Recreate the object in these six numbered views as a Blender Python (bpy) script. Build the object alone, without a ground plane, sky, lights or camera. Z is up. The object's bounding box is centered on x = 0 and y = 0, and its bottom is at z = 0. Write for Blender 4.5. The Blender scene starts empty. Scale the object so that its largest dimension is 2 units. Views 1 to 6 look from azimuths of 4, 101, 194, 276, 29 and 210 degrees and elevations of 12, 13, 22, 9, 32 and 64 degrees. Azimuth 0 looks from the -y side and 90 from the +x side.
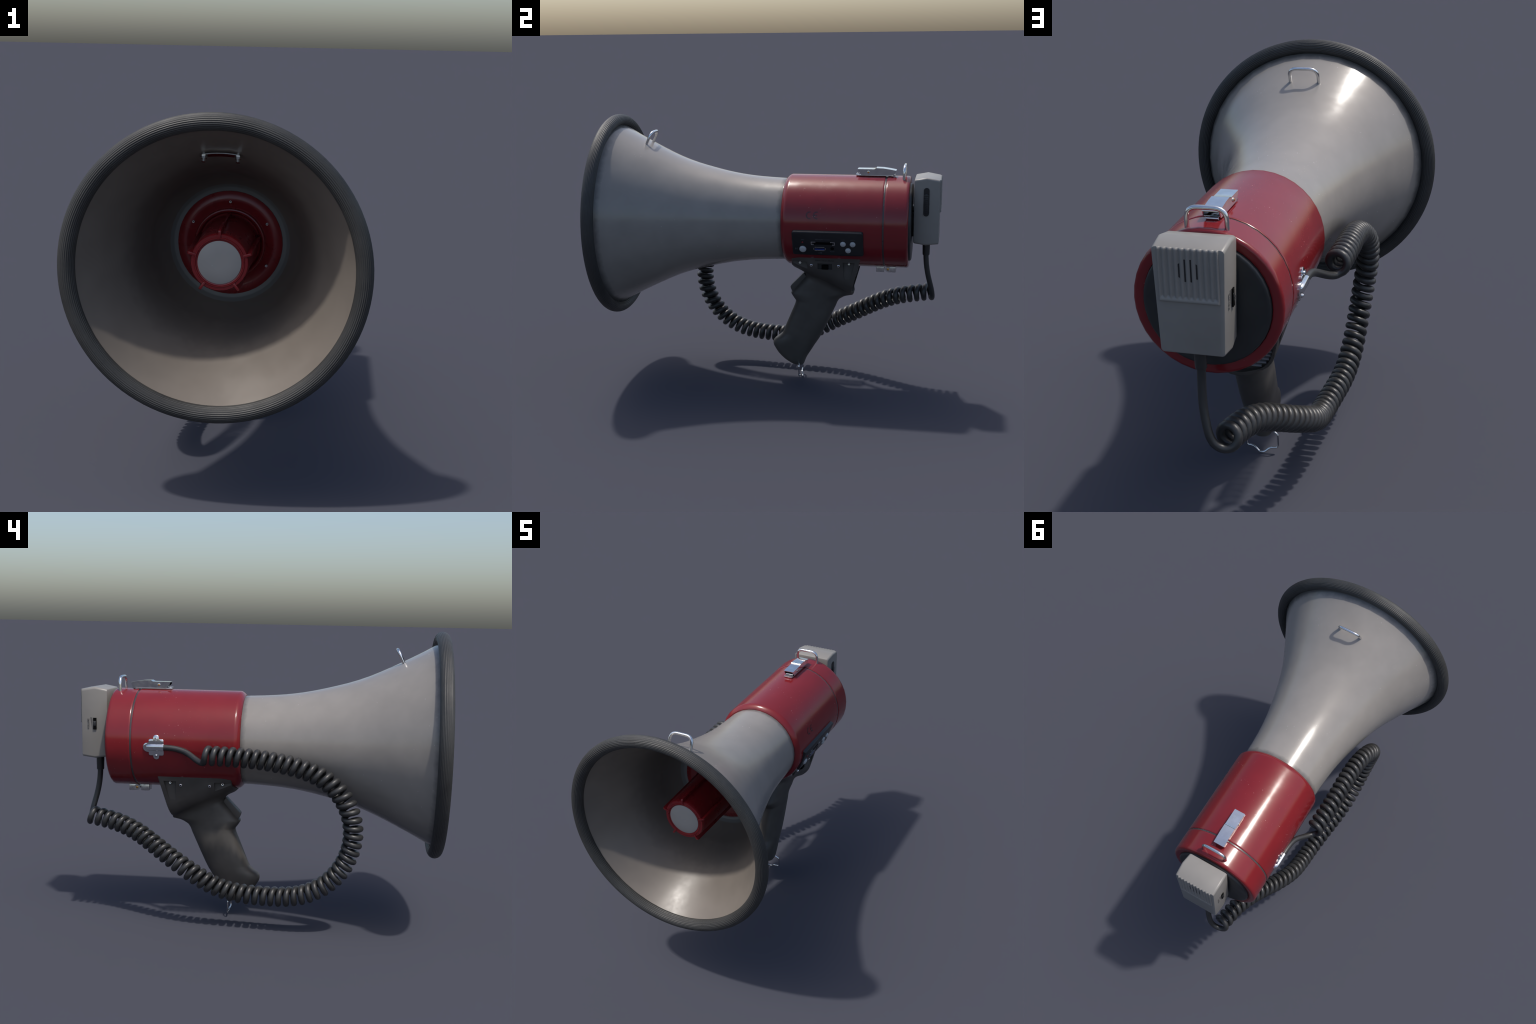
"""A hand-held megaphone: grey flared horn with a ribbed rubber rim, red amplifier
barrel, pistol grip, and a clip-on speaker microphone on a coiled cord."""
import bpy, bmesh, math, random
import numpy as np
from mathutils import Vector, Matrix

random.seed(7)
rng = np.random.default_rng(7)
TAU = math.tau
AX_Z = 1.0040                     # height of the horn / barrel axis (runs along y)
SEG, SEG0 = 38, 0.0               # facets round the horn and barrel
BARREL_R = 0.2705

# ------------------------------------------------------------------ materials

def material(name, color, rough=0.5, metallic=0.0, spec=0.5, coat=0.0, coat_rough=0.1):
    m = bpy.data.materials.new(name)
    m.use_nodes = True
    b = m.node_tree.nodes["Principled BSDF"]
    b.inputs["Base Color"].default_value = (*color, 1)
    b.inputs["Roughness"].default_value = rough
    b.inputs["Metallic"].default_value = metallic
    b.inputs["Specular IOR Level"].default_value = spec
    b.inputs["Coat Weight"].default_value = coat
    b.inputs["Coat Roughness"].default_value = coat_rough
    return m


class Nodes:
    """Small helper to wire shader nodes."""

    def __init__(self, mat):
        self.t = mat.node_tree
        self.bsdf = self.t.nodes["Principled BSDF"]
        self.coord = self.t.nodes.new("ShaderNodeTexCoord").outputs["Object"]

    def new(self, kind, **settings):
        n = self.t.nodes.new(kind)
        for k, v in settings.items():
            setattr(n, k, v)
        return n

    def put(self, socket, value):
        if isinstance(value, bpy.types.NodeSocket):
            self.t.links.new(value, socket)
        else:
            socket.default_value = value

    def scaled(self, scale, rotation=(0, 0, 0)):
        n = self.new("ShaderNodeMapping")
        n.inputs["Scale"].default_value = scale if hasattr(scale, "__len__") else (scale,) * 3
        n.inputs["Rotation"].default_value = rotation
        self.put(n.inputs["Vector"], self.coord)
        return n.outputs[0]

    def noise(self, scale=5.0, detail=3.0, vector=None, rough=0.55):
        n = self.new("ShaderNodeTexNoise")
        self.put(n.inputs["Vector"], vector or self.coord)
        n.inputs["Scale"].default_value, n.inputs["Detail"].default_value = scale, detail
        n.inputs["Roughness"].default_value = rough
        return n.outputs["Fac"]

    def voronoi(self, scale, vector=None):
        n = self.new("ShaderNodeTexVoronoi")
        self.put(n.inputs["Vector"], vector or self.coord)
        n.inputs["Scale"].default_value = scale
        return n.outputs["Distance"]

    def ramp(self, fac, stops):
        n = self.new("ShaderNodeMapRange", clamp=True)
        self.put(n.inputs["Value"], fac)
        (a, va), (b, vb) = stops
        for k, v in zip(("From Min", "From Max", "To Min", "To Max"), (a, b, va, vb)):
            n.inputs[k].default_value = v
        return n.outputs["Result"]

    def math(self, op, a, b=0.0):
        n = self.new("ShaderNodeMath", operation=op)
        self.put(n.inputs[0], a)
        self.put(n.inputs[1], b)
        return n.outputs[0]

    def mix(self, fac, a, b):
        n = self.new("ShaderNodeMix", data_type="RGBA")
        self.put(n.inputs["Factor"], fac)
        self.put(n.inputs[6], a if isinstance(a, bpy.types.NodeSocket) else (*a, 1))
        self.put(n.inputs[7], b if isinstance(b, bpy.types.NodeSocket) else (*b, 1))
        return n.outputs[2]

    def axis(self, which):
        n = self.new("ShaderNodeSeparateXYZ")
        self.put(n.inputs[0], self.coord)
        return n.outputs[which]

    def bump(self, height, strength, distance=0.002):
        n = self.new("ShaderNodeBump")
        n.inputs["Strength"].default_value, n.inputs["Distance"].default_value = strength, distance
        self.put(n.inputs["Height"], height)
        self.put(self.bsdf.inputs["Normal"], n.outputs[0])

    def specks(self, scale, size, cover):
        """Small isolated nicks, clustered where a broad noise is high."""
        dots = self.ramp(self.voronoi(scale), ((size * 0.55, 1.0), (size, 0.0)))
        where = self.ramp(self.noise(4.0, 2.0), ((cover, 0.0), (cover + 0.08, 1.0)))
        return self.math("MULTIPLY", dots, where)

    def scratches(self, scale, stretch, rotation, cover):
        v = self.scaled((scale, scale * stretch, scale), rotation)
        lines = self.ramp(self.voronoi(1.0, v), ((0.035, 1.0), (0.07, 0.0)))
        where = self.ramp(self.noise(6.0, 2.0), ((cover, 0.0), (cover + 0.1, 1.0)))
        return self.math("MULTIPLY", lines, where)


def painted(name, color, worn, rough, spec=0.5, baked_shade=(), baked_shade_color=(0.05, 0.05, 0.05), coat=0.0, patchy=0.07):
    """Gloss paint with nicks, fine scratches, uneven polish and occlusion shade painted in near given y positions."""
    m = material(name, color, rough, spec=spec, coat=coat, coat_rough=0.12)
    n = Nodes(m)
    tone = n.ramp(n.noise(7.0, 4.0), ((0.3, 0.0), (0.7, 1.0)))
    dark = tuple(c * 0.90 for c in color)
    col = n.mix(tone, dark, color)
    fine = n.math("MULTIPLY", n.specks(75.0, 0.085, 0.47), 0.8)
    marks = n.math("MAXIMUM", n.math("MAXIMUM", fine, n.specks(28.0, 0.075, 0.50)), n.scratches(24.0, 0.22, (0.5, 0.3, 0.7), 0.60))
    col = n.mix(n.math("MULTIPLY", marks, 0.45), col, worn)
    y = n.axis(1)
    for y0, width in baked_shade:
        d = n.math("ABSOLUTE", n.math("SUBTRACT", y, y0))
        edge = n.math("ADD", d, n.math("MULTIPLY", n.math("SUBTRACT", n.noise(22.0, 3.0), 0.5), width * 0.9))
        col = n.mix(n.ramp(edge, ((width * 0.25, 0.8), (width, 0.0))), col, baked_shade_color)
    n.put(n.bsdf.inputs["Base Color"], col)
    r = n.ramp(n.noise(11.0, 5.0), ((0.3, rough - patchy), (0.7, rough + patchy)))
    r = n.math("ADD", r, n.math("MULTIPLY", marks, 0.15))
    n.put(n.bsdf.inputs["Roughness"], r)
    return m


GREY = (0.262, 0.243, 0.222)
HORN_OUT = painted("horn_grey_paint", GREY, (0.46, 0.45, 0.43), 0.21, spec=0.5, patchy=0.05,
                   baked_shade=((-0.945, 0.035), (0.09, 0.03)), baked_shade_color=(0.10, 0.095, 0.09))
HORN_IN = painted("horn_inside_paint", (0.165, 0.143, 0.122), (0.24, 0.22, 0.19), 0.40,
                  baked_shade=((-0.60, 0.12), (-0.45, 0.18)), baked_shade_color=(0.10, 0.087, 0.076))  # base colour darkened towards the throat for ambient occlusion
RING_GREY = painted("throat_ring_grey", (0.14, 0.145, 0.14), (0.22, 0.22, 0.22), 0.45)
RED = painted("red_paint", (0.185, 0.0130, 0.0165), (0.50, 0.30, 0.28), 0.17, spec=0.5, patchy=0.04,
              baked_shade=((0.075, 0.02),), baked_shade_color=(0.05, 0.008, 0.01))
RED_IN = painted("red_moulding", (0.17, 0.009, 0.012), (0.22, 0.04, 0.04), 0.30)
MIC_GREY = painted("microphone_grey", (0.238, 0.224, 0.205), (0.36, 0.35, 0.33), 0.38, patchy=0.05)
CAP_GREY = painted("reflector_cap_grey", (0.27, 0.265, 0.255), (0.34, 0.34, 0.34), 0.5)


def plastic(name, color, rough, grain=0.0, patch=0.25):
    m = material(name, color, rough)
    n = Nodes(m)
    tone = n.ramp(n.noise(6.0, 4.0), ((0.3, 0.0), (0.7, 1.0)))
    n.put(n.bsdf.inputs["Base Color"], n.mix(tone, tuple(c * (1 - patch) for c in color), tuple(c * (1 + patch) for c in color)))
    n.put(n.bsdf.inputs["Roughness"], n.ramp(n.noise(14.0, 4.0), ((0.3, rough - 0.06), (0.7, rough + 0.06))))
    if grain:
        n.bump(n.noise(420.0, 2.0), grain, 0.001)
    return m


GRIP_BLACK = plastic("grip_plastic", (0.062, 0.056, 0.050), 0.50, 0.15)
RUBBER = plastic("rim_rubber", (0.030, 0.030, 0.029), 0.52)
CORD = plastic("cord_rubber", (0.026, 0.026, 0.026), 0.40)
BLACK = plastic("black_plastic", (0.012, 0.012, 0.013), 0.45)
VOID = plastic("dark_opening", (0.003, 0.003, 0.003), 0.85)
VOID.node_tree.nodes["Principled BSDF"].inputs["Specular IOR Level"].default_value = 0.08
PANEL = plastic("panel_black", (0.012, 0.013, 0.015), 0.38)
REAR_DISC = plastic("rear_disc_plastic", (0.022, 0.024, 0.025), 0.42, 0.1)
BUTTON = plastic("button_grey", (0.42, 0.43, 0.44), 0.42, patch=0.05)
SLAT = plastic("slat_grey", (0.22, 0.225, 0.25), 0.35)
SEAL = plastic("seam_grey", (0.055, 0.042, 0.042), 0.28)
LABEL = plastic("label_print", (0.075, 0.078, 0.085), 0.55)
MARK = plastic("dark_print", (0.050, 0.012, 0.015), 0.25)
PRINT = plastic("grey_print", (0.10, 0.095, 0.09), 0.5)
BLUE = plastic("connector_blue", (0.020, 0.045, 0.22), 0.4)
LAMP = material("lamp_red", (0.16, 0.006, 0.01), 0.2)


def metal(name, color, rough):
    m = material(name, color, rough, metallic=1.0)
    n = Nodes(m)
    n.put(n.bsdf.inputs["Roughness"], n.ramp(n.noise(30.0, 4.0), ((0.3, rough * 0.6), (0.7, rough * 1.5))))
    tone = n.ramp(n.noise(18.0, 3.0), ((0.3, 0.0), (0.7, 1.0)))
    n.put(n.bsdf.inputs["Base Color"], n.mix(tone, tuple(c * 0.85 for c in color), color))
    return m


CHROME = metal("chrome", (0.80, 0.80, 0.80), 0.13)
STEEL = metal("zinc_steel", (0.62, 0.62, 0.61), 0.24)
BRASS = metal("brass", (0.65, 0.36, 0.12), 0.3)

# ------------------------------------------------------------------ object tree

ROOT = bpy.data.objects.new("megaphone", None)
ROOT.location = (0.0, 0.172, 0.0)
bpy.context.collection.objects.link(ROOT)
ROOT["label"] = "red and grey handheld megaphone with coiled microphone cord"
ROOT["category"] = "megaphone"
bpy.context.view_layer.update()


def attach(ob, parent):
    """Parent while keeping the part's own (world) coordinates."""
    bpy.context.view_layer.update()
    ob.parent = parent
    ob.matrix_parent_inverse = parent.matrix_world.inverted()
    return ob


def part(name, verts, faces, mats, parent=None, angle=35, face_mats=None, link=True):
    me = bpy.data.meshes.new(name)
    me.from_pydata([tuple(v) for v in verts], [], [tuple(f) for f in faces])
    for m in mats if isinstance(mats, (list, tuple)) else [mats]:
        me.materials.append(m)
    if face_mats is not None:
        me.polygons.foreach_set("material_index", face_mats)
    me.validate()
    bm = bmesh.new()
    bm.from_mesh(me)
    bmesh.ops.remove_doubles(bm, verts=bm.verts, dist=1e-6)
    bmesh.ops.recalc_face_normals(bm, faces=bm.faces)
    bm.to_mesh(me)
    bm.free()
    finish(me, angle)
    ob = bpy.data.objects.new(name, me)
    if link:
        bpy.context.collection.objects.link(ob)
        attach(ob, parent or ROOT)
    return ob


def finish(me, angle):
    me.shade_smooth()
    if angle < 180:
        me.set_sharp_from_angle(angle=math.radians(angle))


def bake(ob, *modifiers, angle=35):
    """Apply the given modifiers (type, settings) to the mesh."""
    for kind, settings in modifiers:
        mod = ob.modifiers.new(kind.lower(), kind)
        for k, v in settings.items():
            setattr(mod, k, v)
    graph = bpy.context.evaluated_depsgraph_get()
    me = bpy.data.meshes.new_from_object(ob.evaluated_get(graph))
    ob.modifiers.clear()
    old, ob.data = ob.data, me
    bpy.data.meshes.remove(old)
    finish(me, angle)
    return ob


def bevel(ob, width, segments=2, angle=35):
    return bake(ob, ("BEVEL", dict(width=width, segments=segments, limit_method="ANGLE", angle_limit=math.radians(40))), angle=angle)


def merge(name, obs, parent=None, angle=35):
    """Join several unparented pieces into one part."""
    bm, mats = bmesh.new(), []
    for o in obs:
        for m in o.data.materials:
            if m not in mats:
                mats.append(m)
        index = [mats.index(m) for m in o.data.materials]
        start = len(bm.faces)
        bm.from_mesh(o.data)
        bm.faces.ensure_lookup_table()
        for f in bm.faces[start:]:
            f.material_index = index[f.material_index]
        bpy.data.objects.remove(o)
    me = bpy.data.meshes.new(name)
    bm.to_mesh(me)
    bm.free()
    for m in mats:
        me.materials.append(m)
    finish(me, angle)
    ob = bpy.data.objects.new(name, me)
    bpy.context.collection.objects.link(ob)
    return attach(ob, parent or ROOT)

# ------------------------------------------------------------------ shape builders

def revolve(profile, segments=SEG, start=SEG0, caps=(False, False)):
    """Lathe (y, radius) pairs round the horn axis."""
    a = start + np.arange(segments) * TAU / segments
    verts, faces = [], []
    for y, r in profile:
        rise = 0.003 * max(0.0, 0.1 - y)          # the horn points up by a hair
        verts += [(r * math.cos(t), y, AX_Z + rise + r * math.sin(t)) for t in a]
    for i in range(len(profile) - 1):
        for j in range(segments):
            k = (j + 1) % segments
            faces.append((i * segments + j, i * segments + k, (i + 1) * segments + k, (i + 1) * segments + j))
    if caps[0]:
        faces.append(tuple(range(segments)))
    if caps[1]:
        faces.append(tuple((len(profile) - 1) * segments + j for j in range(segments)))
    return verts, faces


def loft(sections, caps=True):
    n, verts, faces = len(sections[0]), [], []
    for s in sections:
        verts += [tuple(p) for p in s]
    for i in range(len(sections) - 1):
        for j in range(n):
            k = (j + 1) % n
            faces.append((i * n + j, i * n + k, (i + 1) * n + k, (i + 1) * n + j))
    if caps:
        faces += [tuple(range(n)), tuple((len(sections) - 1) * n + j for j in range(n))]
    return verts, faces


def spline(knots, values, t):
    """Natural cubic through knots; values may be vectors."""
    k, v, t = np.asarray(knots, float), np.asarray(values, float), np.atleast_1d(np.asarray(t, float))
    flat = v.reshape(len(k), -1)
    n, h = len(k), np.diff(k)
    a, b = np.eye(n), np.zeros_like(flat)
    for i in range(1, n - 1):
        a[i, i - 1 : i + 2] = h[i - 1], 2 * (h[i - 1] + h[i]), h[i]
        b[i] = 6 * ((flat[i + 1] - flat[i]) / h[i] - (flat[i] - flat[i - 1]) / h[i - 1])
    m = np.linalg.solve(a, b)
    i = np.clip(np.searchsorted(k, t) - 1, 0, n - 2)
    hi = h[i][:, None]
    p, q = (k[i + 1] - t)[:, None] / hi, (t - k[i])[:, None] / hi
    out = p * flat[i] + q * flat[i + 1] + ((p**3 - p) * m[i] + (q**3 - q) * m[i + 1]) * hi**2 / 6
    return out.reshape(len(t), *v.shape[1:])


def through(points, steps):
    """Smooth path through points, chord-length parameter."""
    p = np.asarray(points, float)
    s = np.concatenate([[0], np.cumsum(np.linalg.norm(np.diff(p, axis=0), axis=1))])
    return spline(s, p, np.linspace(0, s[-1], steps))


def rounded(points, radius, steps=5):
    """Polyline with rounded inner corners."""
    p = [np.asarray(q, float) for q in points]
    out = [p[0]]
    for a, b, c in zip(p, p[1:], p[2:]):
        u, w = a - b, c - b
        r = min(radius, np.linalg.norm(u) * 0.49, np.linalg.norm(w) * 0.49)
        s, e = b + u / np.linalg.norm(u) * r, b + w / np.linalg.norm(w) * r
        for t in np.linspace(0, 1, steps + 1):
            out.append((1 - t) ** 2 * s + 2 * t * (1 - t) * b + t * t * e)
    out.append(p[-1])
    return np.array(out)


def sweep(path, radius, sides=10):
    """Round wire along a path, parallel-transported frame."""
    p = np.asarray(path, float)
    t = np.gradient(p, axis=0)
    t /= np.linalg.norm(t, axis=1)[:, None]
    r = np.broadcast_to(np.asarray(radius, float), (len(p),))
    u = np.cross(t[0], (0, 0, 1) if abs(t[0][2]) < 0.9 else (1, 0, 0))
    sections = []
    for i in range(len(p)):
        u = u - t[i] * (u @ t[i])
        u /= np.linalg.norm(u)
        w = np.cross(t[i], u)
        a = np.arange(sides) * TAU / sides
        sections.append(p[i] + r[i] * (np.cos(a)[:, None] * u + np.sin(a)[:, None] * w))
    return loft(sections)


def box(center, size, axes=None):
    c, s = np.array(center, float), np.array(size, float) / 2
    ax = np.eye(3) if axes is None else np.array(axes, float)
    v = [c + sum(sg * h * a for sg, h, a in zip(sign, s, ax)) for sign in
         [(-1, -1, -1), (1, -1, -1), (1, 1, -1), (-1, 1, -1), (-1, -1, 1), (1, -1, 1), (1, 1, 1), (-1, 1, 1)]]
    return v, [(0, 3, 2, 1), (4, 5, 6, 7), (0, 1, 5, 4), (1, 2, 6, 5), (2, 3, 7, 6), (3, 0, 4, 7)]


def prism(outline, origin, x_axis, y_axis, depth):
    """Extrude a 2D outline from origin along x_axis × y_axis by depth=(from, to)."""
    o, x, y = (np.array(q, float) for q in (origin, x_axis, y_axis))
    n = np.cross(x, y)
    return loft([[o + a * x + b * y + n * d for a, b in outline] for d in depth])


def disc_stack(origin, normal, rings, sides=20):
    """Turned piece: rings are (height along normal, radius)."""
    o, n = np.array(origin, float), np.array(normal, float)
    n /= np.linalg.norm(n)
    u = np.cross(n, (0, 1, 0) if abs(n[1]) < 0.9 else (0, 0, 1))
    u /= np.linalg.norm(u)
    w = np.cross(n, u)
    a = np.arange(sides) * TAU / sides
    return loft([o + n * h + r * (np.cos(a)[:, None] * u + np.sin(a)[:, None] * w) for h, r in rings])


def superellipse(n, power):
    a = np.arange(n) * TAU / n
    c, s = np.cos(a), np.sin(a)
    return np.sign(c) * abs(c) ** (2 / power), np.sign(s) * abs(s) ** (2 / power)


def on_barrel(y, degrees, r=BARREL_R):
    """Point and outward normal; degrees measured from straight down towards +x."""
    a = math.radians(degrees)
    n = np.array([math.sin(a), 0, -math.cos(a)])
    return np.array([0, y, AX_Z]) + n * r, n


def lettering(text, origin, x_axis, y_axis, size, mat, parent, align="CENTER", lift=0.0006, name="lettering"):
    cu = bpy.data.curves.new(name, "FONT")
    cu.body, cu.size, cu.align_x, cu.align_y = text, size, align, "CENTER"
    cu.extrude, cu.resolution_u = 0.0005, 3
    tmp = bpy.data.objects.new(name, cu)
    bpy.context.collection.objects.link(tmp)
    me = bpy.data.meshes.new_from_object(tmp.evaluated_get(bpy.context.evaluated_depsgraph_get()))
    bpy.data.objects.remove(tmp)
    x, y = Vector(x_axis).normalized(), Vector(y_axis).normalized()
    n = x.cross(y)
    me.transform(Matrix.Translation(Vector(origin) + n * lift) @ Matrix((x, y, n)).transposed().to_4x4())
    me.materials.clear()
    me.materials.append(mat)
    me.name = name
    ob = bpy.data.objects.new(name, me)
    bpy.context.collection.objects.link(ob)
    return attach(ob, parent)


def screw_mesh():
    """Pan head with a hexagonal socket, pointing along +z."""
    r, h = 1.0, 0.75
    rings = [(-0.6, r), (0.25, r), (0.55, r * 0.86), (h, r * 0.62)]
    sections = []
    a = np.arange(18) * TAU / 18
    for z, q in rings:
        sections.append([(q * math.cos(t), q * math.sin(t), z) for t in a])
    for z, q in ((h - 0.02, 0.36), (0.15, 0.34)):
        sections.append([(q * math.cos(t), q * math.sin(t), z) for t in a])
    v, f = loft(sections)
    fm = [0] * len(f)
    for i in range(4 * 18, 5 * 18):
        fm[i] = 1
    fm[-1] = 1
    ob = part("screw", v, f, [CHROME, VOID], link=False, face_mats=fm)
    me = ob.data
    bpy.data.objects.remove(ob)
    return me


SCREW = screw_mesh()


def screw(origin, normal, radius, parent):
    ob = bpy.data.objects.new("screw", SCREW)
    bpy.context.collection.objects.link(ob)
    attach(ob, parent)
    n = Vector(normal).normalized()
    ob.matrix_basis = Matrix.Translation(Vector(origin)) @ n.to_track_quat("Z", "Y").to_matrix().to_4x4() @ Matrix.Diagonal((radius, radius, radius, 1))
    return ob

# ------------------------------------------------------------------ horn

HORN_Y = [-0.96, -0.88, -0.80, -0.70, -0.55, -0.40, -0.20, 0.10]
HORN_R = [0.5560, 0.5105, 0.4685, 0.4192, 0.3540, 0.3090, 0.2666, 0.2440]


def horn_radius(y):
    return spline(HORN_Y, HORN_R, y)[:, 0] if np.ndim(HORN_R) > 1 else spline(HORN_Y, HORN_R, y).ravel()


ys = np.linspace(-0.980, 0.10, 20)
outer = list(zip(ys, horn_radius(ys)))
inner_y = np.linspace(-0.980, -0.46, 13)
inner = list(zip(inner_y, horn_radius(inner_y) - 0.008 + 0.005 * np.clip((-0.80 - inner_y) / 0.15, 0, 1)))
inner += [(-0.42, 0.290), (-0.39, 0.267), (-0.376, 0.2545), (-0.372, 0.2500), (-0.371, 0.225)]
profile = outer[::-1] + inner
v, f = revolve(profile)
fm = []
for i in range(len(profile) - 1):
    kind = 0 if i < len(outer) - 1 else (2 if i >= len(profile) - 4 else 1)
    fm += [kind] * SEG
horn = part("horn", v, f, [HORN_OUT, HORN_IN, RING_GREY], angle=50, face_mats=fm)

# ribbed rubber rim: an oval ring whose visible skin carries fine concentric ribs
rim_profile, turns = [], 28 * 7
for i in range(turns):
    a = TAU * i / turns
    rib = 0.0008 * math.cos(28 * a)
    rim_profile.append((-0.9640 - (0.0352 + rib) * math.cos(a), 0.5793 + (0.0338 + rib) * math.sin(a)))
rim_profile.append(rim_profile[0])
v, f = revolve(rim_profile, 114)
part("rim", v, f, RUBBER, angle=180)

# ------------------------------------------------------------------ strap rings

def strap_ring(foot_center, up, half, height, radius, sink):
    c, u = np.array(foot_center, float), np.array(up, float)
    u /= np.linalg.norm(u)
    x = np.array([1.0, 0, 0])
    pts = [c + x * half - u * sink, c + x * half + u * height, c - x * half + u * height, c - x * half - u * sink]
    v, f = sweep(rounded(pts, 0.042, 6), radius, 10)
    return part("strap_ring", v, f, CHROME, angle=60)


ring_foot = np.array([0, -0.7619, 1.4526])
ring_up = np.array([0, 0.034, 0.070])
horn_ring = strap_ring(ring_foot, ring_up, 0.0685, 0.0745, 0.0085, 0.045)
u = ring_up / np.linalg.norm(ring_up)
# backing strip, washers and nuts inside the horn
across = np.array([0, -u[2], u[1]])
strip = []
for x in np.linspace(-0.075, 0.075, 13):
    drop = 0.45 - math.sqrt(0.45**2 - x * x)
    c = ring_foot + np.array([x, 0, -drop]) - u * 0.011
    strip.append([c + across * s * 0.016 + u * h for s, h in ((-1, 0), (1, 0), (1, -0.004), (-1, -0.004))])
v, f = loft(strip)
part("backing_strip", v, f, CHROME, horn_ring)
for sx in (-1, 1):
    c = ring_foot + np.array([sx * 0.0685, 0, -0.006]) - u * 0.014
    v, f = disc_stack(c, -u, [(0, 0.0155), (0.003, 0.0155), (0.0032, 0.0125), (0.011, 0.0125)], 6)
    part("nut", v, f, CHROME, horn_ring)
    v, f = disc_stack(c, -u, [(0.005, 0.0085), (0.015, 0.0085), (0.019, 0.0072), (0.0215, 0.0040)], 14)
    part("bolt_end", v, f, CHROME, horn_ring)

# ------------------------------------------------------------------ driver cup and reflector inside the horn

FY = -0.372
cup = [(FY + 0.02, 0.230), (FY, 0.2340), (FY - 0.005, 0.2330), (FY - 0.009, 0.2280), (FY - 0.0145, 0.2150), (FY - 0.0175, 0.2040), (FY - 0.0180, 0.1980),
       (FY - 0.0165, 0.1900), (FY - 0.0080, 0.1700), (FY - 0.0050, 0.1610), (FY - 0.0070, 0.1575), (FY - 0.018, 0.1575), (FY - 0.025, 0.1545), (FY - 0.0265, 0.1500), (FY - 0.0245, 0.1440),
       (FY - 0.018, 0.1385), (FY - 0.010, 0.1350), (FY - 0.006, 0.1200)]
v, f = revolve(cup, 48, 0)
cup_ob = part("driver_cup", v, f, RED_IN, angle=30)
tube = [(-0.30, 0.1300), (-0.60, 0.122), (-0.765, 0.119), (-0.778, 0.1185), (-0.784, 0.115), (-0.784, 0.104), (-0.788, 0.1015),
        (-0.788, 0.098), (-0.782, 0.0955), (-0.780, 0.089)]
v, f = revolve(tube, 40, 0)
tube_ob = part("reflector_tube", v, f, RED_IN, angle=40)
v, f = revolve([(-0.776, 0.0895), (-0.7825, 0.0892), (-0.7835, 0.0875), (-0.7835, 0.03)], 40, 0, caps=(False, True))
part("reflector_cap", v, f, CAP_GREY, tube_ob, angle=40)
for k in range(5):
    a = math.radians(90 + 72 * k)
    rad, tan = np.array([math.cos(a), 0, math.sin(a)]), np.array([-math.sin(a), 0, math.cos(a)])
    c0 = np.array([0, 0, AX_Z])
    outline = [(0.100, -0.789), (0.132, -0.789), (0.1375, -0.784), (0.1390, -0.776), (0.1460, -0.36), (0.10, -0.36)]
    sec = [[c0 + rad * r + np.array([0, y, 0]) + tan * w for r, y in outline] for w in (-0.0055, 0.0055)]
    v, f = loft(sec)
    ob = part("reflector_fin", v, f, RED_IN, tube_ob)
    bevel(ob, 0.002)
for k in range(6):
    a = math.radians(90 + 60 * k)
    screw((0.1885 * math.cos(a), FY - 0.0150, AX_Z + 0.1885 * math.sin(a)), (0, -1, 0), 0.0080, cup_ob)

# ------------------------------------------------------------------ red barrel

barrel_profile = [(0.16, 0.236), (0.095, 0.2385), (0.0885, 0.2415), (0.0875, 0.2455), (0.0905, 0.2510), (0.102, 0.2625), (0.111, 0.2685), (0.118, BARREL_R - 0.0002), (0.124, BARREL_R),
                  (0.25, BARREL_R), (0.40, BARREL_R), (0.55, BARREL_R), (0.667, BARREL_R), (0.672, BARREL_R), (0.6755, 0.2685), (0.6765, 0.262)]
v, f = revolve(barrel_profile)
barrel = part("barrel", v, f, RED, angle=50)
v, f = revolve([(0.66, 0.2655), (0.675, 0.2668), (0.6805, 0.2678), (0.686, 0.2668), (0.70, 0.2655)])
part("seam_seal", v, f, SEAL, angle=60)
cap_profile = [(0.6845, 0.262), (0.6855, 0.2685), (0.689, BARREL_R), (0.694, BARREL_R), (0.76, BARREL_R), (0.800, BARREL_R), (0.807, BARREL_R), (0.815, 0.2680), (0.8195, 0.2620), (0.8205, 0.255),
               (0.8205, 0.238), (0.8185, 0.231), (0.812, 0.229), (0.79, 0.229)]
v, f = revolve(cap_profile)
rear_cap = part("rear_cap", v, f, RED, angle=50)
v, f = revolve([(0.795, 0.2295), (0.825, 0.2290), (0.8300, 0.2270), (0.8325, 0.2230), (0.8330, 0.215), (0.8332, 0.05)], caps=(False, True))
rear_disc = part("rear_disc", v, f, REAR_DISC, angle=50)
strap_ring((0, 0.7825, 1.265), (0, 0.003, 0.072), 0.0705, 0.0735, 0.0085, 0.03)

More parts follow.
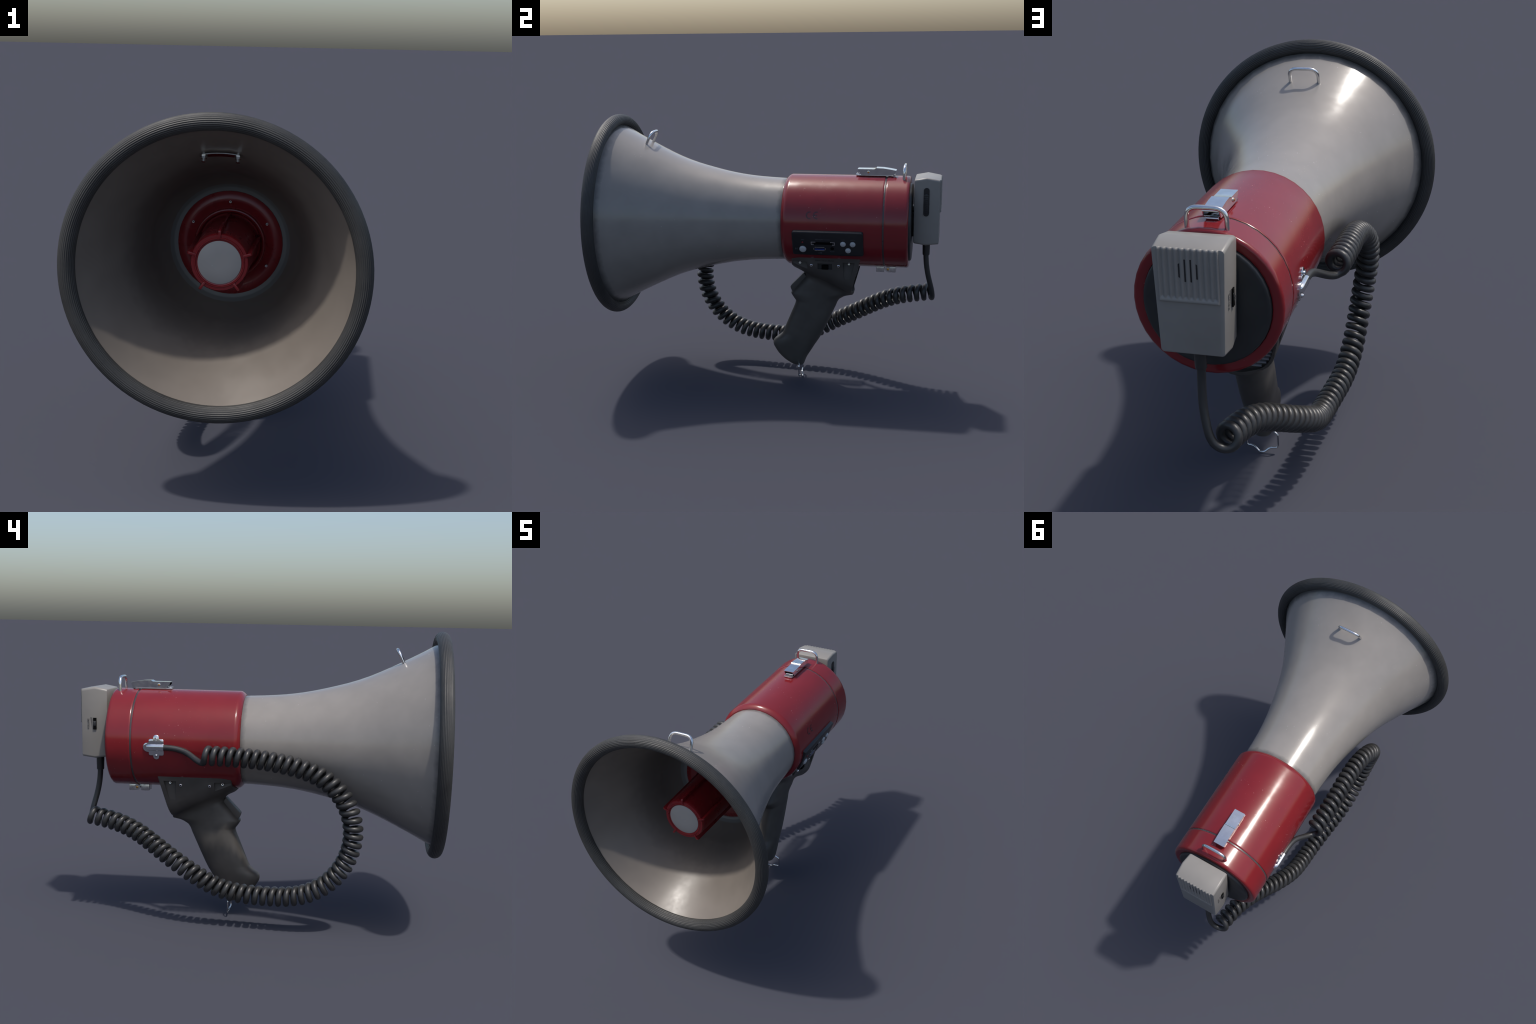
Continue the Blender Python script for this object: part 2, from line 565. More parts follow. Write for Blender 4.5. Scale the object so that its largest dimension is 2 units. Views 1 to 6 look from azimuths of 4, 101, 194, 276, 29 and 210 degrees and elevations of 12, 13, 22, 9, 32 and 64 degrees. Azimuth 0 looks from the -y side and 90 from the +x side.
# conformity mark printed on the barrel side
def arc_mark(y0, bar):
    """One open round letter of the mark, laid on the barrel; bar adds the middle stroke."""
    verts, mid, r = [], 105.7, 0.0225

    def lay(q, t, lift):
        verts.append(on_barrel(y0 + q, mid + math.degrees(t / BARREL_R), BARREL_R + lift)[0])

    turn = np.linspace(0.42 * math.pi, 1.58 * math.pi, 15)
    for t in turn:
        for k in (1.0, 0.70):
            lay(r * k * math.cos(t) + r * 0.35, r * k * math.sin(t), 0.0006)
    mark_faces = [(2 * j, 2 * j + 1, 2 * j + 3, 2 * j + 2) for j in range(len(turn) - 1)]
    if bar:
        base = len(verts)
        for q, t in ((-0.012, -0.0032), (0.009, -0.0032), (0.009, 0.0032), (-0.012, 0.0032)):
            lay(q, t, 0.0008)
        mark_faces.append((base, base + 1, base + 2, base + 3))
    return part("printed_mark", verts, mark_faces, MARK, barrel)


arc_mark(0.254, False)
arc_mark(0.295, True)

# ------------------------------------------------------------------ toggle latch on top

latch_base = np.array([0, 0, 1.2765])
v, f = box((0, 0.603, 1.2795), (0.058, 0.204, 0.0055))
plate = part("latch", v, f, CHROME)
bevel(plate, 0.0012)
# lever: a folded channel seen from the side (y, height above the base)
side = [(0.516, 0.0395), (0.513, 0.036), (0.513, 0.029), (0.533, 0.006), (0.600, 0.007), (0.724, 0.007), (0.733, 0.0335),
        (0.700, 0.0395), (0.660, 0.0450), (0.618, 0.0465), (0.612, 0.0415), (0.606, 0.0395)]
cheeks = []
for x0, x1 in ((-0.032, -0.0285), (0.0285, 0.032)):
    sec = [[(x, y, 1.2755 + h - 0.0005) for y, h in side] for x in (x0, x1)]
    v, f = loft(sec)
    cheeks.append(part("lever", v, f, CHROME, link=False))
top = [(0.510, 0.0405), (0.560, 0.0405), (0.606, 0.0405), (0.6125, 0.0425), (0.619, 0.0475), (0.660, 0.0460), (0.700, 0.0405), (0.7345, 0.0340)]
sec = [[(x, y, 1.2755 + h + d) for x, d in ((-0.0325, 0), (0.0325, 0), (0.0325, -0.0035), (-0.0325, -0.0035))] for y, h in top]
v, f = loft(sec)
cheeks.append(part("lever", v, f, CHROME, link=False))
merge("lever", cheeks, plate)
for sx in (-1, 1):
    v, f = disc_stack((sx * 0.0315, 0.5735, 1.2985), (sx, 0, 0), [(0, 0.0085), (0.003, 0.0085), (0.0035, 0.0065)], 16)
    part("pivot_washer", v, f, CHROME, plate)
    v, f = disc_stack((sx * 0.0345, 0.5735, 1.2985), (sx, 0, 0), [(0, 0.0055), (0.002, 0.005), (0.003, 0.003)], 14)
    part("pivot_rivet", v, f, BRASS, plate)
v, f = disc_stack((-0.024, 0.527, 1.289), (1, 0, 0), [(0, 0.0045), (0.048, 0.0045)], 12)
part("hook_bar", v, f, CHROME, plate)
v, f = box((0, 0.505, 1.2845), (0.050, 0.006, 0.007))
lip = part("plate_lip", v, f, CHROME, plate)
bevel(lip, 0.0015)
for sx in (-1, 1):
    screw((sx * 0.012, 0.516, 1.284), (0, -0.25, 1), 0.0048, plate)
v, f = disc_stack((-0.022, 0.722, 1.279), (1, 0, 0), [(0, 0.0055), (0.044, 0.0055)], 14)
part("catch_bar", v, f, CHROME, plate)

# ------------------------------------------------------------------ hinge underneath

v, f = box((0, 0.651, 0.7195), (0.066, 0.047, 0.036))
hinge = part("hinge", v, f, STEEL)
bevel(hinge, 0.002)
v, f = box((0, 0.720, 0.7195), (0.066, 0.046, 0.036))
leaf = part("hinge_leaf", v, f, STEEL, hinge)
bevel(leaf, 0.002)
v, f = disc_stack((-0.034, 0.697, 0.7195), (1, 0, 0), [(0, 0.0165), (0.068, 0.0165)], 20)
part("hinge_knuckle", v, f, STEEL, hinge)
v, f = disc_stack((-0.0365, 0.697, 0.7195), (1, 0, 0), [(0, 0.006), (0.001, 0.0075), (0.072, 0.0075), (0.073, 0.006)], 14)
part("hinge_pin", v, f, BRASS, hinge)

# ------------------------------------------------------------------ cable bracket on the left of the barrel

def lobed_plate():
    """Outline in (y, arc) about the tube axis: rectangle with three round ears."""
    pts = []

    def arc(cx, cy, r, a0, a1, n=8):
        for t in np.linspace(math.radians(a0), math.radians(a1), n):
            pts.append((cx + r * math.cos(t), cy + r * math.sin(t)))

    c = 0.009                                         # corner radius
    arc(-0.041 + c, -0.044 + c, c, 180, 270, 4)       # y measured towards +y (rear); arc towards -z
    pts.append((-0.0165, -0.044))
    arc(0.0, -0.050, 0.0165, 180, 360, 9)
    pts.append((0.0165, -0.044))
    arc(0.040 - c, -0.044 + c, c, 270, 360, 4)
    pts.append((0.040, -0.0255))
    arc(0.045, 0.0, 0.0255, -90, 90, 11)
    pts.append((0.040, 0.0255))
    arc(0.040 - c, 0.044 - c, c, 0, 90, 4)
    pts.append((0.0165, 0.044))
    arc(0.0, 0.050, 0.0165, 0, 180, 9)
    pts.append((-0.0165, 0.044))
    arc(-0.041 + c, 0.044 - c, c, 90, 180, 4)
    return pts


BR_Y, BR_A = 0.5365, -85.0
outline = lobed_plate()
sec = []
for lift, shrink in ((-0.004, 1.0), (0.0046, 1.0), (0.0058, 0.97), (0.0059, 0.8), (0.0059, 0.6), (0.0059, 0.4), (0.0059, 0.2), (0.0059, 0.02)):
    sec.append([on_barrel(BR_Y + y * shrink, BR_A - math.degrees(s * shrink / BARREL_R), BARREL_R + lift)[0] for y, s in outline])
v, f = loft(sec)
bracket = part("cable_bracket", v, f, CHROME, angle=40)
_, nb = on_barrel(0, BR_A)
tb = np.array([-nb[2], 0, nb[0]])
hood = []
for y, k in ((0.4945, 1.0), (0.53, 1.0), (0.560, 0.98), (0.574, 0.90), (0.584, 0.74), (0.590, 0.50), (0.5925, 0.25)):
    ring = []
    for t in np.linspace(0, math.pi, 13):
        ring.append(np.array([0, y, AX_Z]) + nb * (BARREL_R + 0.0020 + 0.0165 * k * math.sin(t) ** 0.55) + tb * (0.0190 * k * math.cos(t)))
    hood.append(ring)
v, f = loft(hood)
part("cable_hood", v, f, CHROME, bracket, angle=50)
for s in (-0.0445, 0.0445):
    p, n = on_barrel(BR_Y, BR_A + math.degrees(s / BARREL_R), BARREL_R + 0.0060)
    screw(p, n, 0.0082, bracket)

# ------------------------------------------------------------------ control panel on the right of the barrel

PA = math.radians(69)
PN = np.array([math.sin(PA), 0, -math.cos(PA)])      # outward normal of the flat panel face
PT = np.array([math.cos(PA), 0, math.sin(PA)])       # "up" on the panel
PO = np.array([0, 0, AX_Z]) + PN * 0.2775
PY = np.array([0, 1.0, 0])


def on_panel(y, t, lift=0.0):
    return PO + PY * y + PT * t + PN * lift


def round_rect(w, h, r, n=4):
    pts = []
    for cx, cy, a0 in ((w - r, h - r, 0), (-w + r, h - r, 90), (-w + r, -h + r, 180), (w - r, -h + r, 270)):
        for t in np.linspace(math.radians(a0), math.radians(a0 + 90), n):
            pts.append((cx + r * math.cos(t), cy + r * math.sin(t)))
    return pts


pc_y, pc_t, pw, ph = 0.3650, 0.0065, 0.2055, 0.0785
shell = [(-0.045, 0.0), (-0.004, 0.0), (-0.0012, 0.0012), (0.0, 0.0042)]
sec = []
for lift, inset in shell:
    sec.append([on_panel(pc_y + a, pc_t + b, lift) for a, b in round_rect(pw - inset, ph - inset, 0.012)])
v, f = loft(sec)
panel = part("control_panel", v, f, PANEL, angle=50)


def panel_button(y, t, r):
    v, f = disc_stack(on_panel(y, t, -0.002), PN, [(0, r), (0.006, r), (0.0095, r * 0.9), (0.012, r * 0.62), (0.0128, r * 0.25)], 24)
    return part("button", v, f, BUTTON, panel, angle=60)


panel_button(0.2203, -0.0301, 0.0205)
for y, t in ((0.4552, 0.0108), (0.5108, 0.0109), (0.4831, -0.0319)):
    panel_button(y, t, 0.0163)
v, f = disc_stack(on_panel(0.2206, 0.0155, -0.001), PN, [(0, 0.006), (0.003, 0.006), (0.0055, 0.0035)], 14)
part("lamp", v, f, LAMP, panel, angle=60)


def panel_bar(name, y, t, w, h, lift, thick, mat):
    v, f = box(on_panel(y, t, lift), (w, h, thick), (PY, PT, PN))
    return part(name, v, f, mat, panel)


panel_bar("card_slot", 0.3386, 0.0110, 0.108, 0.017, 0.0, 0.0012, VOID)
# bright card-slot brackets at either end
for side_sign, y0 in ((1, 0.2708), (-1, 0.4064)):
    panel_bar("slot_bracket", y0 + side_sign * 0.012, 0.0197, 0.026, 0.0035, 0.0006, 0.003, STEEL)
    panel_bar("slot_bracket", y0 + side_sign * 0.0008, 0.0110, 0.0035, 0.0205, 0.0005, 0.003, STEEL)
    panel_bar("slot_bracket", y0 + side_sign * 0.0075, 0.0022, 0.0145, 0.0040, 0.0004, 0.003, STEEL)
panel_bar("usb_socket", 0.3181, -0.0262, 0.066, 0.0225, 0.0, 0.0014, VOID)
panel_bar("usb_tongue", 0.3181, -0.0290, 0.056, 0.0095, 0.0006, 0.002, BLUE)
for t in (-0.0158, -0.0372):
    panel_bar("usb_shield", 0.3181, t, 0.058, 0.0030, 0.0005, 0.003, STEEL)
for y in (0.2852, 0.3510):
    panel_bar("usb_shield", y, -0.0262, 0.0028, 0.0145, 0.0004, 0.003, STEEL)
v, f = disc_stack(on_panel(0.3916, -0.0226, -0.001), PN, [(0, 0.0105), (0.0016, 0.0105)], 20)
part("jack_socket", v, f, VOID, panel)
for text, y, t, size in (("MEMORY CARD", 0.3386, 0.0365, 0.0125), ("USB", 0.3200, -0.0545, 0.0125), ("AUX", 0.3910, -0.0430, 0.0125),
                         ("M", 0.1835, -0.0310, 0.020), ("LED", 0.2222, 0.0335, 0.0105), ("|<</-", 0.4560, 0.0380, 0.0125),
                         (">>|/+", 0.5115, 0.0378, 0.0125), (">||", 0.4831, -0.0572, 0.0105)):
    lettering(text, on_panel(y, t), PY, PT, size, LABEL, panel, lift=0.0002)

# ------------------------------------------------------------------ pistol grip

def wall_x(z):
    return 0.188 - 0.24 * (0.809 - z)


def rear_y(z):
    return 0.547 - 0.268 * (0.809 - z)


def housing_section(y_of, z_bottom, inset=0.0):
    """U-shaped outline, left top round to right top; y_of(z) places it along the barrel."""
    zb = z_bottom + inset
    corner = min(0.095, (0.80 - zb) * 0.62)
    right = [(wall_x(0.832) - inset, 0.832), (wall_x(0.80) - inset, 0.80)]
    x_at = wall_x(zb + corner) - inset
    right.append((x_at, zb + corner))
    for t in np.linspace(0, 1, 9)[1:]:
        b0, b1, b2 = np.array([x_at, zb + corner]), np.array([x_at - 0.24 * corner * 0.9, zb + corner * 0.10 + 0.012]), np.array([0.060, zb + 0.010])
        q = (1 - t) ** 2 * b0 + 2 * t * (1 - t) * b1 + t * t * b2
        right.append(tuple(q))
    right.append((0.028, zb + 0.003))
    pts = right + [(0.0, zb)] + [(-x, z) for x, z in reversed(right)]
    return [(x, y_of(z), z) for x, z in pts]


# grip stations: height, front y, back y, half width
grip_rows = [(0.690, 0.215, 0.47, 0.088), (0.655, 0.200, 0.465, 0.082), (0.610, 0.160, 0.455, 0.077), (0.575, 0.1300, 0.484, 0.0750), (0.556, 0.1125, 0.479, 0.0742),
             (0.5495, 0.1085, 0.470, 0.0738), (0.5430, 0.109, 0.450, 0.0737), (0.5335, 0.115, 0.429, 0.0734), (0.520, 0.124, 0.4075, 0.073), (0.500, 0.1385, 0.3935, 0.0725), (0.480, 0.1340, 0.386, 0.0725), (0.430, 0.1130, 0.3635, 0.072),
             (0.370, 0.0885, 0.3365, 0.071), (0.310, 0.0640, 0.3085, 0.069), (0.288, 0.0540, 0.2975, 0.068), (0.270, 0.0350, 0.288, 0.0675), (0.250, 0.0080, 0.2755, 0.067),
             (0.238, -0.0020, 0.268, 0.0665), (0.222, -0.0055, 0.257, 0.066), (0.205, -0.0020, 0.2465, 0.065), (0.180, 0.0130, 0.2315, 0.063), (0.160, 0.0265, 0.219, 0.061),
             (0.140, 0.0455, 0.2065, 0.058), (0.120, 0.0680, 0.1975, 0.053), (0.102, 0.0960, 0.191, 0.045), (0.090, 0.1170, 0.186, 0.036), (0.083, 0.1330, 0.180, 0.024)]
rows = np.array(sorted(grip_rows))
under = np.array([(0.110, 0.765), (0.118, 0.742), (0.124, 0.727), (0.140, 0.712), (0.170, 0.698), (0.205, 0.680), (0.26, 0.656), (0.34, 0.622), (0.42, 0.586), (0.46, 0.567), (0.50, 0.556)])


def smooth_min(a, b, k):
    h = np.clip(0.5 + 0.5 * (b - a) / k, 0, 1)
    return b + (a - b) * h - k * h * (1 - h)


def grip_field(x, y, z):
    """Signed distance-like field: pistol grip melted into the wedge-shaped housing."""
    y0, y1, w = (np.interp(z, rows[:, 0], rows[:, i]) for i in (1, 2, 3))
    mid, half = (y0 + y1) / 2, (y1 - y0) / 2
    p = 2.5
    ring = (np.abs(x / w) ** p + np.abs((y - mid) / half) ** p) ** (1 / p)
    lower = (ring - 1) * np.minimum(w, half) * 0.95
    lower = np.maximum(lower, np.maximum(rows[0, 0] - z, z - 0.690))
    wall = (np.abs(x) - wall_x(z)) / 1.028
    floor = (np.interp(y, under[:, 0], under[:, 1]) + 2.3 * x * x - z) * 0.90
    shell = -smooth_min(-wall, -floor, 0.045)
    nose = 0.117 + 0.024 * np.clip((z - 0.735) / 0.03, 0, 1)
    shell = np.maximum.reduce([shell, (y - rear_y(z)) * 0.966, nose - y, z - 0.832])
    return smooth_min(lower, shell, 0.034)


def surface_nets(field, low, high, step):
    """Quad mesh on the zero level of a field sampled over a box."""
    axes = [np.arange(a, b + step, step) for a, b in zip(low, high)]
    g = field(*np.meshgrid(*axes, indexing="ij"))
    neg = g < 0
    n = np.array(g.shape) - 1
    total, count = np.zeros((*n, 3)), np.zeros(n)
    corners = [(i, j, k) for i in (0, 1) for j in (0, 1) for k in (0, 1)]
    cut = lambda arr, c: arr[c[0] : c[0] + n[0], c[1] : c[1] + n[1], c[2] : c[2] + n[2]]
    for a in corners:
        for d in range(3):
            if a[d]:
                continue
            b = tuple(v + (e == d) for e, v in enumerate(a))
            ga, gb = cut(g, a), cut(g, b)
            hit = (ga < 0) != (gb < 0)
            t = np.where(hit, ga / np.where(hit, ga - gb, 1), 0)
            for e in range(3):
                total[..., e] += hit * (a[e] + (t if e == d else 0))
            count += hit
    used = count > 0
    index = np.full(n, -1)
    index[used] = np.arange(used.sum())
    cells = np.argwhere(used)
    verts = (cells + total[used] / count[used][:, None]) * step + np.array(low)
    faces = []
    for d in range(3):
        u, v = (d + 1) % 3, (d + 2) % 3
        lo = [slice(1, -1)] * 3
        lo[d] = slice(0, -1)
        hi = list(lo)
        hi[d] = slice(1, None)
        a, b = neg[tuple(lo)], neg[tuple(hi)]
        for sign, mask in ((1, a & ~b), (-1, ~a & b)):
            at = np.argwhere(mask)
            for e in range(3):
                at[:, e] += 0 if e == d else 1
            quad = []
            for du, dv in ((0, 0), (1, 0), (1, 1), (0, 1)):
                q = at.copy()
                q[:, u] -= 1 - du
                q[:, v] -= 1 - dv
                quad.append(index[q[:, 0], q[:, 1], q[:, 2]])
            faces.append(np.stack(quad[::sign], 1))
    return verts, np.vstack(faces)


nv, nf = surface_nets(grip_field, (-0.2105, -0.022, 0.070), (0.2105, 0.562, 0.848), 0.0042)
housing = part("grip", nv.tolist(), nf.tolist(), GRIP_BLACK, angle=40)
bake(housing, ("SMOOTH", dict(factor=0.5, iterations=2)))


def cutter(verts_faces):
    return part("cutter", *verts_faces, GRIP_BLACK)


cutters = []
for sx in (-1, 1):
    # screw pockets: a vertical channel at the rear, one open to the front
    rear = [(0.4445, 0.786), (0.5150, 0.786), (0.4920, 0.700), (0.4790, 0.662), (0.4580, 0.662), (0.4470, 0.700)]
    front = [(0.1450, 0.785), (0.2338, 0.785), (0.2338, 0.66), (0.1450, 0.66)]
    for outline2 in (rear, front):
        cutters.append(cutter(loft([[(sx * x, y, z) for y, z in outline2] for x in (0.157, 0.30)])))
cutters.append(cutter(loft([[(x, y, z) for y, z in ((0.2954, 0.739), (0.3819, 0.739), (0.3819, 0.775), (0.2954, 0.775))] for x in (0.158, 0.30)])))
inset_secs = [housing_section(lambda z, d=d: rear_y(z) + d, 0.5570, 0.0125) for d in (-0.017, 0.04)]
cutters.append(cutter(loft(inset_secs)))
for c in cutters:
    bake(housing, ("BOOLEAN", dict(operation="DIFFERENCE", object=c, solver="EXACT")), angle=38)
for c in cutters:
    bpy.data.objects.remove(c)
grip = housing
wall_n = np.array([1.0, 0, -0.24]) / math.hypot(1, 0.24)


def flip(p, sx):
    return np.array([sx * p[0], p[1], p[2]])


for sx in (-1, 1):
    for y, z in ((0.259, 0.7645), (0.419, 0.7645)):
        screw(flip((wall_x(z), y, z), sx) , flip(wall_n, sx), 0.0098, grip)
    for y in (0.1905, 0.4800):
        screw(flip((0.161, y, 0.7755), sx), flip((1, 0, 0.10), sx), 0.0105, grip)
# slide switch on the right
v, f = box((0.1605, 0.3386, 0.757), (0.004, 0.086, 0.036))
part("switch_recess", v, f, BLACK, grip)
v, f = box((0.169, 0.3386, 0.752), (0.020, 0.038, 0.026))
slider = part("switch_slider", v, f, VOID, grip)
bevel(slider, 0.002)
# ventilation slats in the rear opening
inner_edge = [(x, z) for x, _, z in housing_section(rear_y, 0.5585, 0.0125) if x >= 0]
inner_edge.sort(key=lambda q: q[1])
for k in range(9):
    z = 0.6000 + 0.0185 * k
    w = np.interp(z - 0.005, [q[1] for q in inner_edge], [q[0] for q in inner_edge]) - 0.002
    v, f = box((0, rear_y(z) - 0.0125, z), (2 * w, 0.008, 0.0085), ((1, 0, 0), (0, 0.97, -0.26), (0, 0.26, 0.97)))
    part("vent_slat", v, f, SLAT, grip)
# trigger
trig = [(0.192, 0.678), (0.185, 0.672), (0.1125, 0.597), (0.1075, 0.588), (0.1085, 0.580), (0.1165, 0.5600), (0.135, 0.555), (0.215, 0.64)]
v, f = loft([[(x, y, z) for y, z in trig] for x in (-0.030, 0.030)])
trigger = part("trigger", v, f, GRIP_BLACK, grip)
bevel(trigger, 0.004, 2)
# faint legend above the switch
lettering("SIREN  TALK  MUSIC", (wall_x(0.794), 0.338, 0.794), (0, 1, 0), (0.24, 0, 1), 0.0125, BLACK, grip, lift=0.0004)

# wrist clip: bent wire under the grip
clip = [(0.024, 0.156, 0.122), (0.060, 0.163, 0.100), (0.0706, 0.1655, 0.092), (0.0706, 0.1660, 0.027), (0.045, 0.1665, 0.0270), (0.030, 0.170, 0.0215),
        (0.010, 0.1770, 0.0045)]
clip = clip + [(-x, y, z) for x, y, z in reversed(clip)]
v, f = sweep(rounded(clip, 0.012, 4), 0.0042, 10)
lowest = min(p[2] for p in v)
v = [(p[0], p[1], p[2] - lowest if p[2] < 0.03 else p[2]) for p in v]
part("wrist_clip", v, f, CHROME, grip, angle=60)

# ------------------------------------------------------------------ coiled cord
# centre line of the coil, one knot every few turns: turn number -> x, y, z
COIL_AT = [1, 6, 11, 15, 19, 23, 27, 31, 35, 40, 45, 50, 55, 60, 63, 66]
COIL_C = [(-0.347, 0.253, 0.956), (-0.352, 0.040, 0.949), (-0.345, -0.170, 0.921), (-0.349, -0.333, 0.870), (-0.360, -0.463, 0.766), (-0.344, -0.5245, 0.606),
          (-0.322, -0.502, 0.440), (-0.309, -0.409, 0.301), (-0.296, -0.266, 0.217), (-0.271, -0.061, 0.192), (-0.255, 0.155, 0.211), (-0.250, 0.342, 0.299),
          (-0.199, 0.517, 0.400), (-0.134, 0.691, 0.497), (-0.106, 0.807, 0.535), (-0.0905, 0.935, 0.560)]
COIL_R, WIRE_R = 0.0390, 0.0160
first, last, per_turn = 0.80, 66.22, 18
s = np.linspace(first, last, int((last - first) * per_turn))
c = spline(COIL_AT, COIL_C, s)
t = np.gradient(c, axis=0)
t /= np.linalg.norm(t, axis=1)[:, None]
e1 = np.array([-1.0, 0, 0]) - t * (-t[:, :1])
e1 /= np.linalg.norm(e1, axis=1)[:, None]
e2 = np.cross(e1, t)
phase = TAU * s
coil = c + COIL_R * (np.cos(phase)[:, None] * e1 + np.sin(phase)[:, None] * e2)
start = through([(-0.2715, 0.515, 0.9818), (-0.2715, 0.490, 0.9812), (-0.2725, 0.43, 0.976), (-0.2825, 0.372, 0.960), (-0.3070, 0.327, 0.936), coil[0], coil[3]], 40)[:-5]
start = np.array([p for p in start if np.linalg.norm(p - coil[0]) > 0.012 or p[1] > coil[0][1] + 0.01])
end = through([coil[-4], coil[-1], (-0.052, 0.9585, 0.5385), (-0.031, 0.957, 0.572), (-0.0185, 0.949, 0.614), (-0.0065, 0.935, 0.672), (-0.001, 0.9225, 0.742), (-0.0005, 0.9175, 0.806), (0.0, 0.9175, 0.86)], 54)
near = int(np.argmin(np.linalg.norm(end - coil[-1], axis=1))) + 2
path = np.vstack([start, coil, end[near:]])
v, f = sweep(path, WIRE_R, 10)
part("coiled_cord", v, f, CORD, angle=180)

# ------------------------------------------------------------------ microphone

def mic_section(y, grow, top, bottom, r=0.013):
    """Rounded trapezoid, wider at the top."""
    wt, wb = 0.1205 + grow, 0.1095 + grow
    pts = []
    for cx, cz, a0 in ((wt - r, top - r, 0), (-wt + r, top - r, 90), (-wb + r, bottom + r, 180), (wb - r, bottom + r, 270)):
        for a in np.linspace(math.radians(a0), math.radians(a0 + 90), 6):
            pts.append((cx + r * math.cos(a), y, cz + r * math.sin(a)))
    return pts


mic_secs = [mic_section(0.8445, -0.006, 1.265, 0.904), mic_section(0.8465, -0.0015, 1.2700, 0.8995), mic_section(0.851, 0.0, 1.2725, 0.8965),
            mic_section(0.915, 0.005, 1.2840, 0.8880), mic_section(0.985, 0.002, 1.2715, 0.8960), mic_section(0.9885, 0.0005, 1.2698, 0.8985), mic_section(0.9905, -0.004, 1.2650, 0.9030)]
v, f = loft(mic_secs)
mic = part("microphone", v, f, MIC_GREY, angle=28)

# grooved grille face: a height field of vertical flutes inside a raised frame
GX, GZ0, GZ1, FLUTES = 0.1035, 1.0815, 1.2705, 10
xs = np.linspace(-GX, GX, 141)
zs = np.concatenate([np.linspace(GZ0, 1.115, 14), np.linspace(1.125, 1.262, 12), np.linspace(1.264, GZ1, 6)])
grid = []
for z in zs:
    row = []
    for x in xs:
        edge = min((GX - abs(x)) / 0.004, (z - GZ0) / 0.005, 1.0)
        fade = min(1.0, max(0.0, (z - 1.097) / 0.007))
        flute = 0.5 - 0.5 * math.cos(TAU * x / 0.0199)
        if abs(x) > 0.0995:
            fade = 0.0
        flute = flute ** 1.4
        y = 0.9885 + (0.0100 - 0.0052 * flute * fade) * math.sqrt(max(0.0, edge)) 
        y += 0.0016 * max(0.0, 1 - ((z - 1.0905) / 0.0062) ** 2) if abs(x) < 0.0995 else 0.0
        if z > 1.2640:
            y -= ((z - 1.2640) / 0.0065) ** 2 * 0.0030
        row.append((x, y, z))
    grid.append(row)
nx, nz = len(xs), len(zs)
v = [p for row in grid for p in row]
f = [(j * nx + i, j * nx + i + 1, (j + 1) * nx + i + 1, (j + 1) * nx + i) for j in range(nz - 1) for i in range(nx - 1)]
back = len(v)
v += [(x, 0.975, z) for z in (GZ0, GZ1) for x in xs]
f += [(i, i + 1, back + i + 1, back + i) for i in range(nx - 1)]
f += [((nz - 1) * nx + i, (nz - 1) * nx + i + 1, back + nx + i + 1, back + nx + i) for i in range(nx - 1)]
part("grille", v, f, MIC_GREY, mic, angle=60)
for x, z0, z1 in ((0.0298, 1.1685, 1.2215), (0.0099, 1.1570, 1.2335), (-0.0099, 1.1570, 1.2335), (-0.0298, 1.1685, 1.2215)):
    slant = 0.006 if abs(x) > 0.02 else 0.0
    sg = 1 if x > 0 else -1
    pts = [(x - 0.0040, z0 + (slant if sg < 0 else 0) * 0), (x + 0.0040, z0 + slant * 0.8 * (sg > 0)), (x + 0.0040, z1 - slant * (sg > 0)), (x - 0.0040, z1 - slant * (sg < 0))]
    v, f = loft([[(a, y, b) for a, b in pts] for y in (0.985, 0.9946)])
    part("sound_slot", v, f, BLACK, mic)

# talk button in its slot, right side
def stadium(half_w, half_h, n=10):
    pts = []
    for t in np.linspace(0, math.pi, n):
        pts.append((half_w * math.cos(t), half_h - half_w + half_w * math.sin(t)))
    for t in np.linspace(math.pi, TAU, n):
        pts.append((half_w * math.cos(t), -half_h + half_w + half_w * math.sin(t)))
    return pts


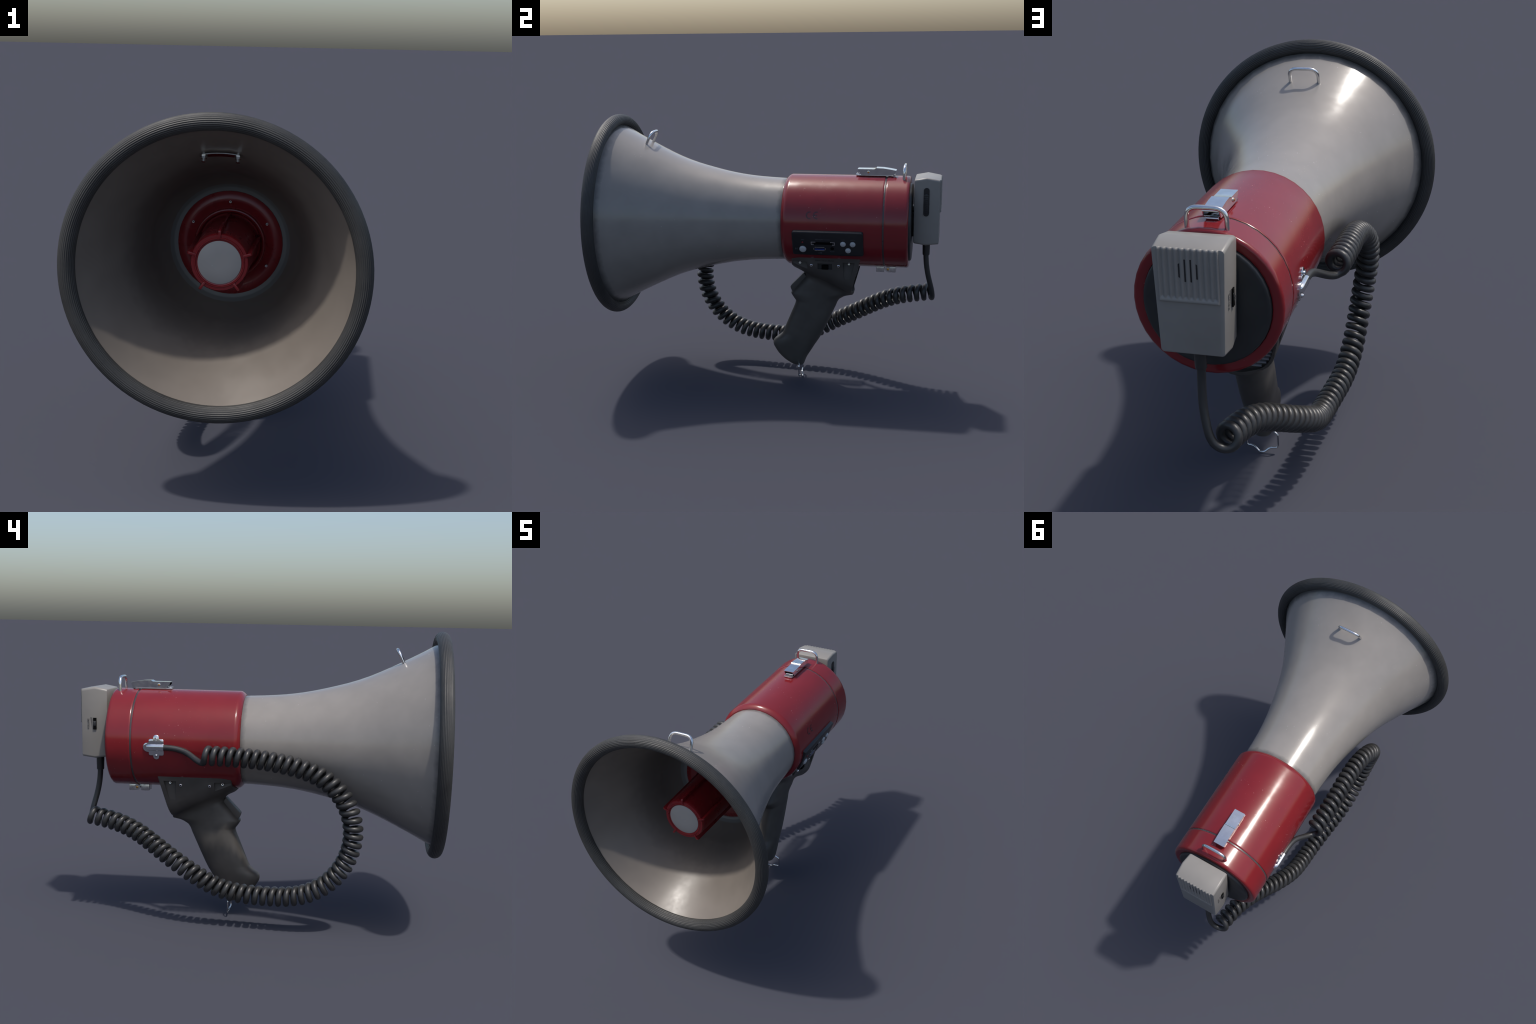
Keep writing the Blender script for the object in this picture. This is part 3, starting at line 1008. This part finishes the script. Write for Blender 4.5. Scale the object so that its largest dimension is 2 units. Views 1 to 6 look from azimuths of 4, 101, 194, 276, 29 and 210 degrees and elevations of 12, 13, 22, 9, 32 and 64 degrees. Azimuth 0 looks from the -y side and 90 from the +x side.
MX = 0.1205
side_x = np.array([0, 1.0, 0])
lean = np.array([0.029, 0, 1.0]) / math.hypot(0.029, 1)
talk_c = np.array([0.1228, 0.9152, 1.1445])
v, f = prism(stadium(0.0162, 0.083), talk_c, side_x, lean, (-0.012, 0.0022))
part("talk_slot", v, f, BLACK, mic, angle=30)
v, f = prism(stadium(0.0142, 0.0600), talk_c - lean * 0.0115, side_x, lean, (-0.01, 0.0062))
talk = part("talk_button", v, f, PANEL, mic, angle=30)
bevel(talk, 0.0018)
for k in range(9):
    v, f = box(talk_c - lean * (0.0115 + 0.046 - 0.0115 * k) + np.array([0.0066, 0, 0]), (0.0016, 0.022, 0.0032), (np.cross(side_x, lean), side_x, lean))
    part("grip_ridge", v, f, PANEL, talk)

# volume wheel, wedge and legend, left side
wheel_c = np.array([-0.1225, 0.9143, 1.0815])
v, f = box(wheel_c + np.array([0.0010, 0, 0]), (0.0070, 0.0185, 0.0640))
part("wheel_slot", v, f, VOID, mic)
teeth = []
for y in (-0.0070, 0.0070):
    ring = []
    for k in range(96):
        a = TAU * k / 96
        r = 0.0400 if k % 4 < 2 else 0.0390
        ring.append(np.array([-0.0885, 0.9143 + y, 1.0815]) + np.array([-r * math.cos(a), 0, r * math.sin(a)]))
    teeth.append(ring)
v, f = loft(teeth)
part("volume_wheel", v, f, CORD, mic, angle=30)
lean_l = np.array([-0.029, 0, 1.0]) / math.hypot(0.029, 1)
wedge = [(0.9408, 1.1155), (0.9298, 1.1155), (0.9298, 1.0490)]


def left_face(y, z, lift=0.0006):
    k = (0.985 - y) / 0.07 if y > 0.915 else 1.0
    return np.array([-(0.1095 + 0.011 * (z - 0.896) / 0.375 + 0.002 + 0.003 * k + lift), y, z])


v, f = loft([[left_face(y, z, l) for y, z in wedge] for l in (-0.003, 0.0006)])
part("volume_wedge", v, f, PRINT, mic)
lettering("VOLUME", left_face(0.9505, 1.0805), (-0.029, 0, 1), (0.04, 1, 0), 0.0150, PRINT, mic, lift=0.0012)

# strain relief and hanging block
v, f = disc_stack((0, 0.9175, 0.895), (0, 0, -1), [(0, 0.0225), (0.030, 0.0220), (0.082, 0.0208), (0.086, 0.0190), (0.087, 0.015)], 20)
part("strain_relief", v, f, CORD, mic, angle=40)
v, f = box((0, 0.8385, 1.000), (0.090, 0.018, 0.148))
hanger = part("hanger_block", v, f, BLACK, mic)
bevel(hanger, 0.002)
v, f = box((0, 0.8380, 1.091), (0.060, 0.015, 0.026))
tab = part("hanger_tab", v, f, MIC_GREY, mic)
bevel(tab, 0.002)
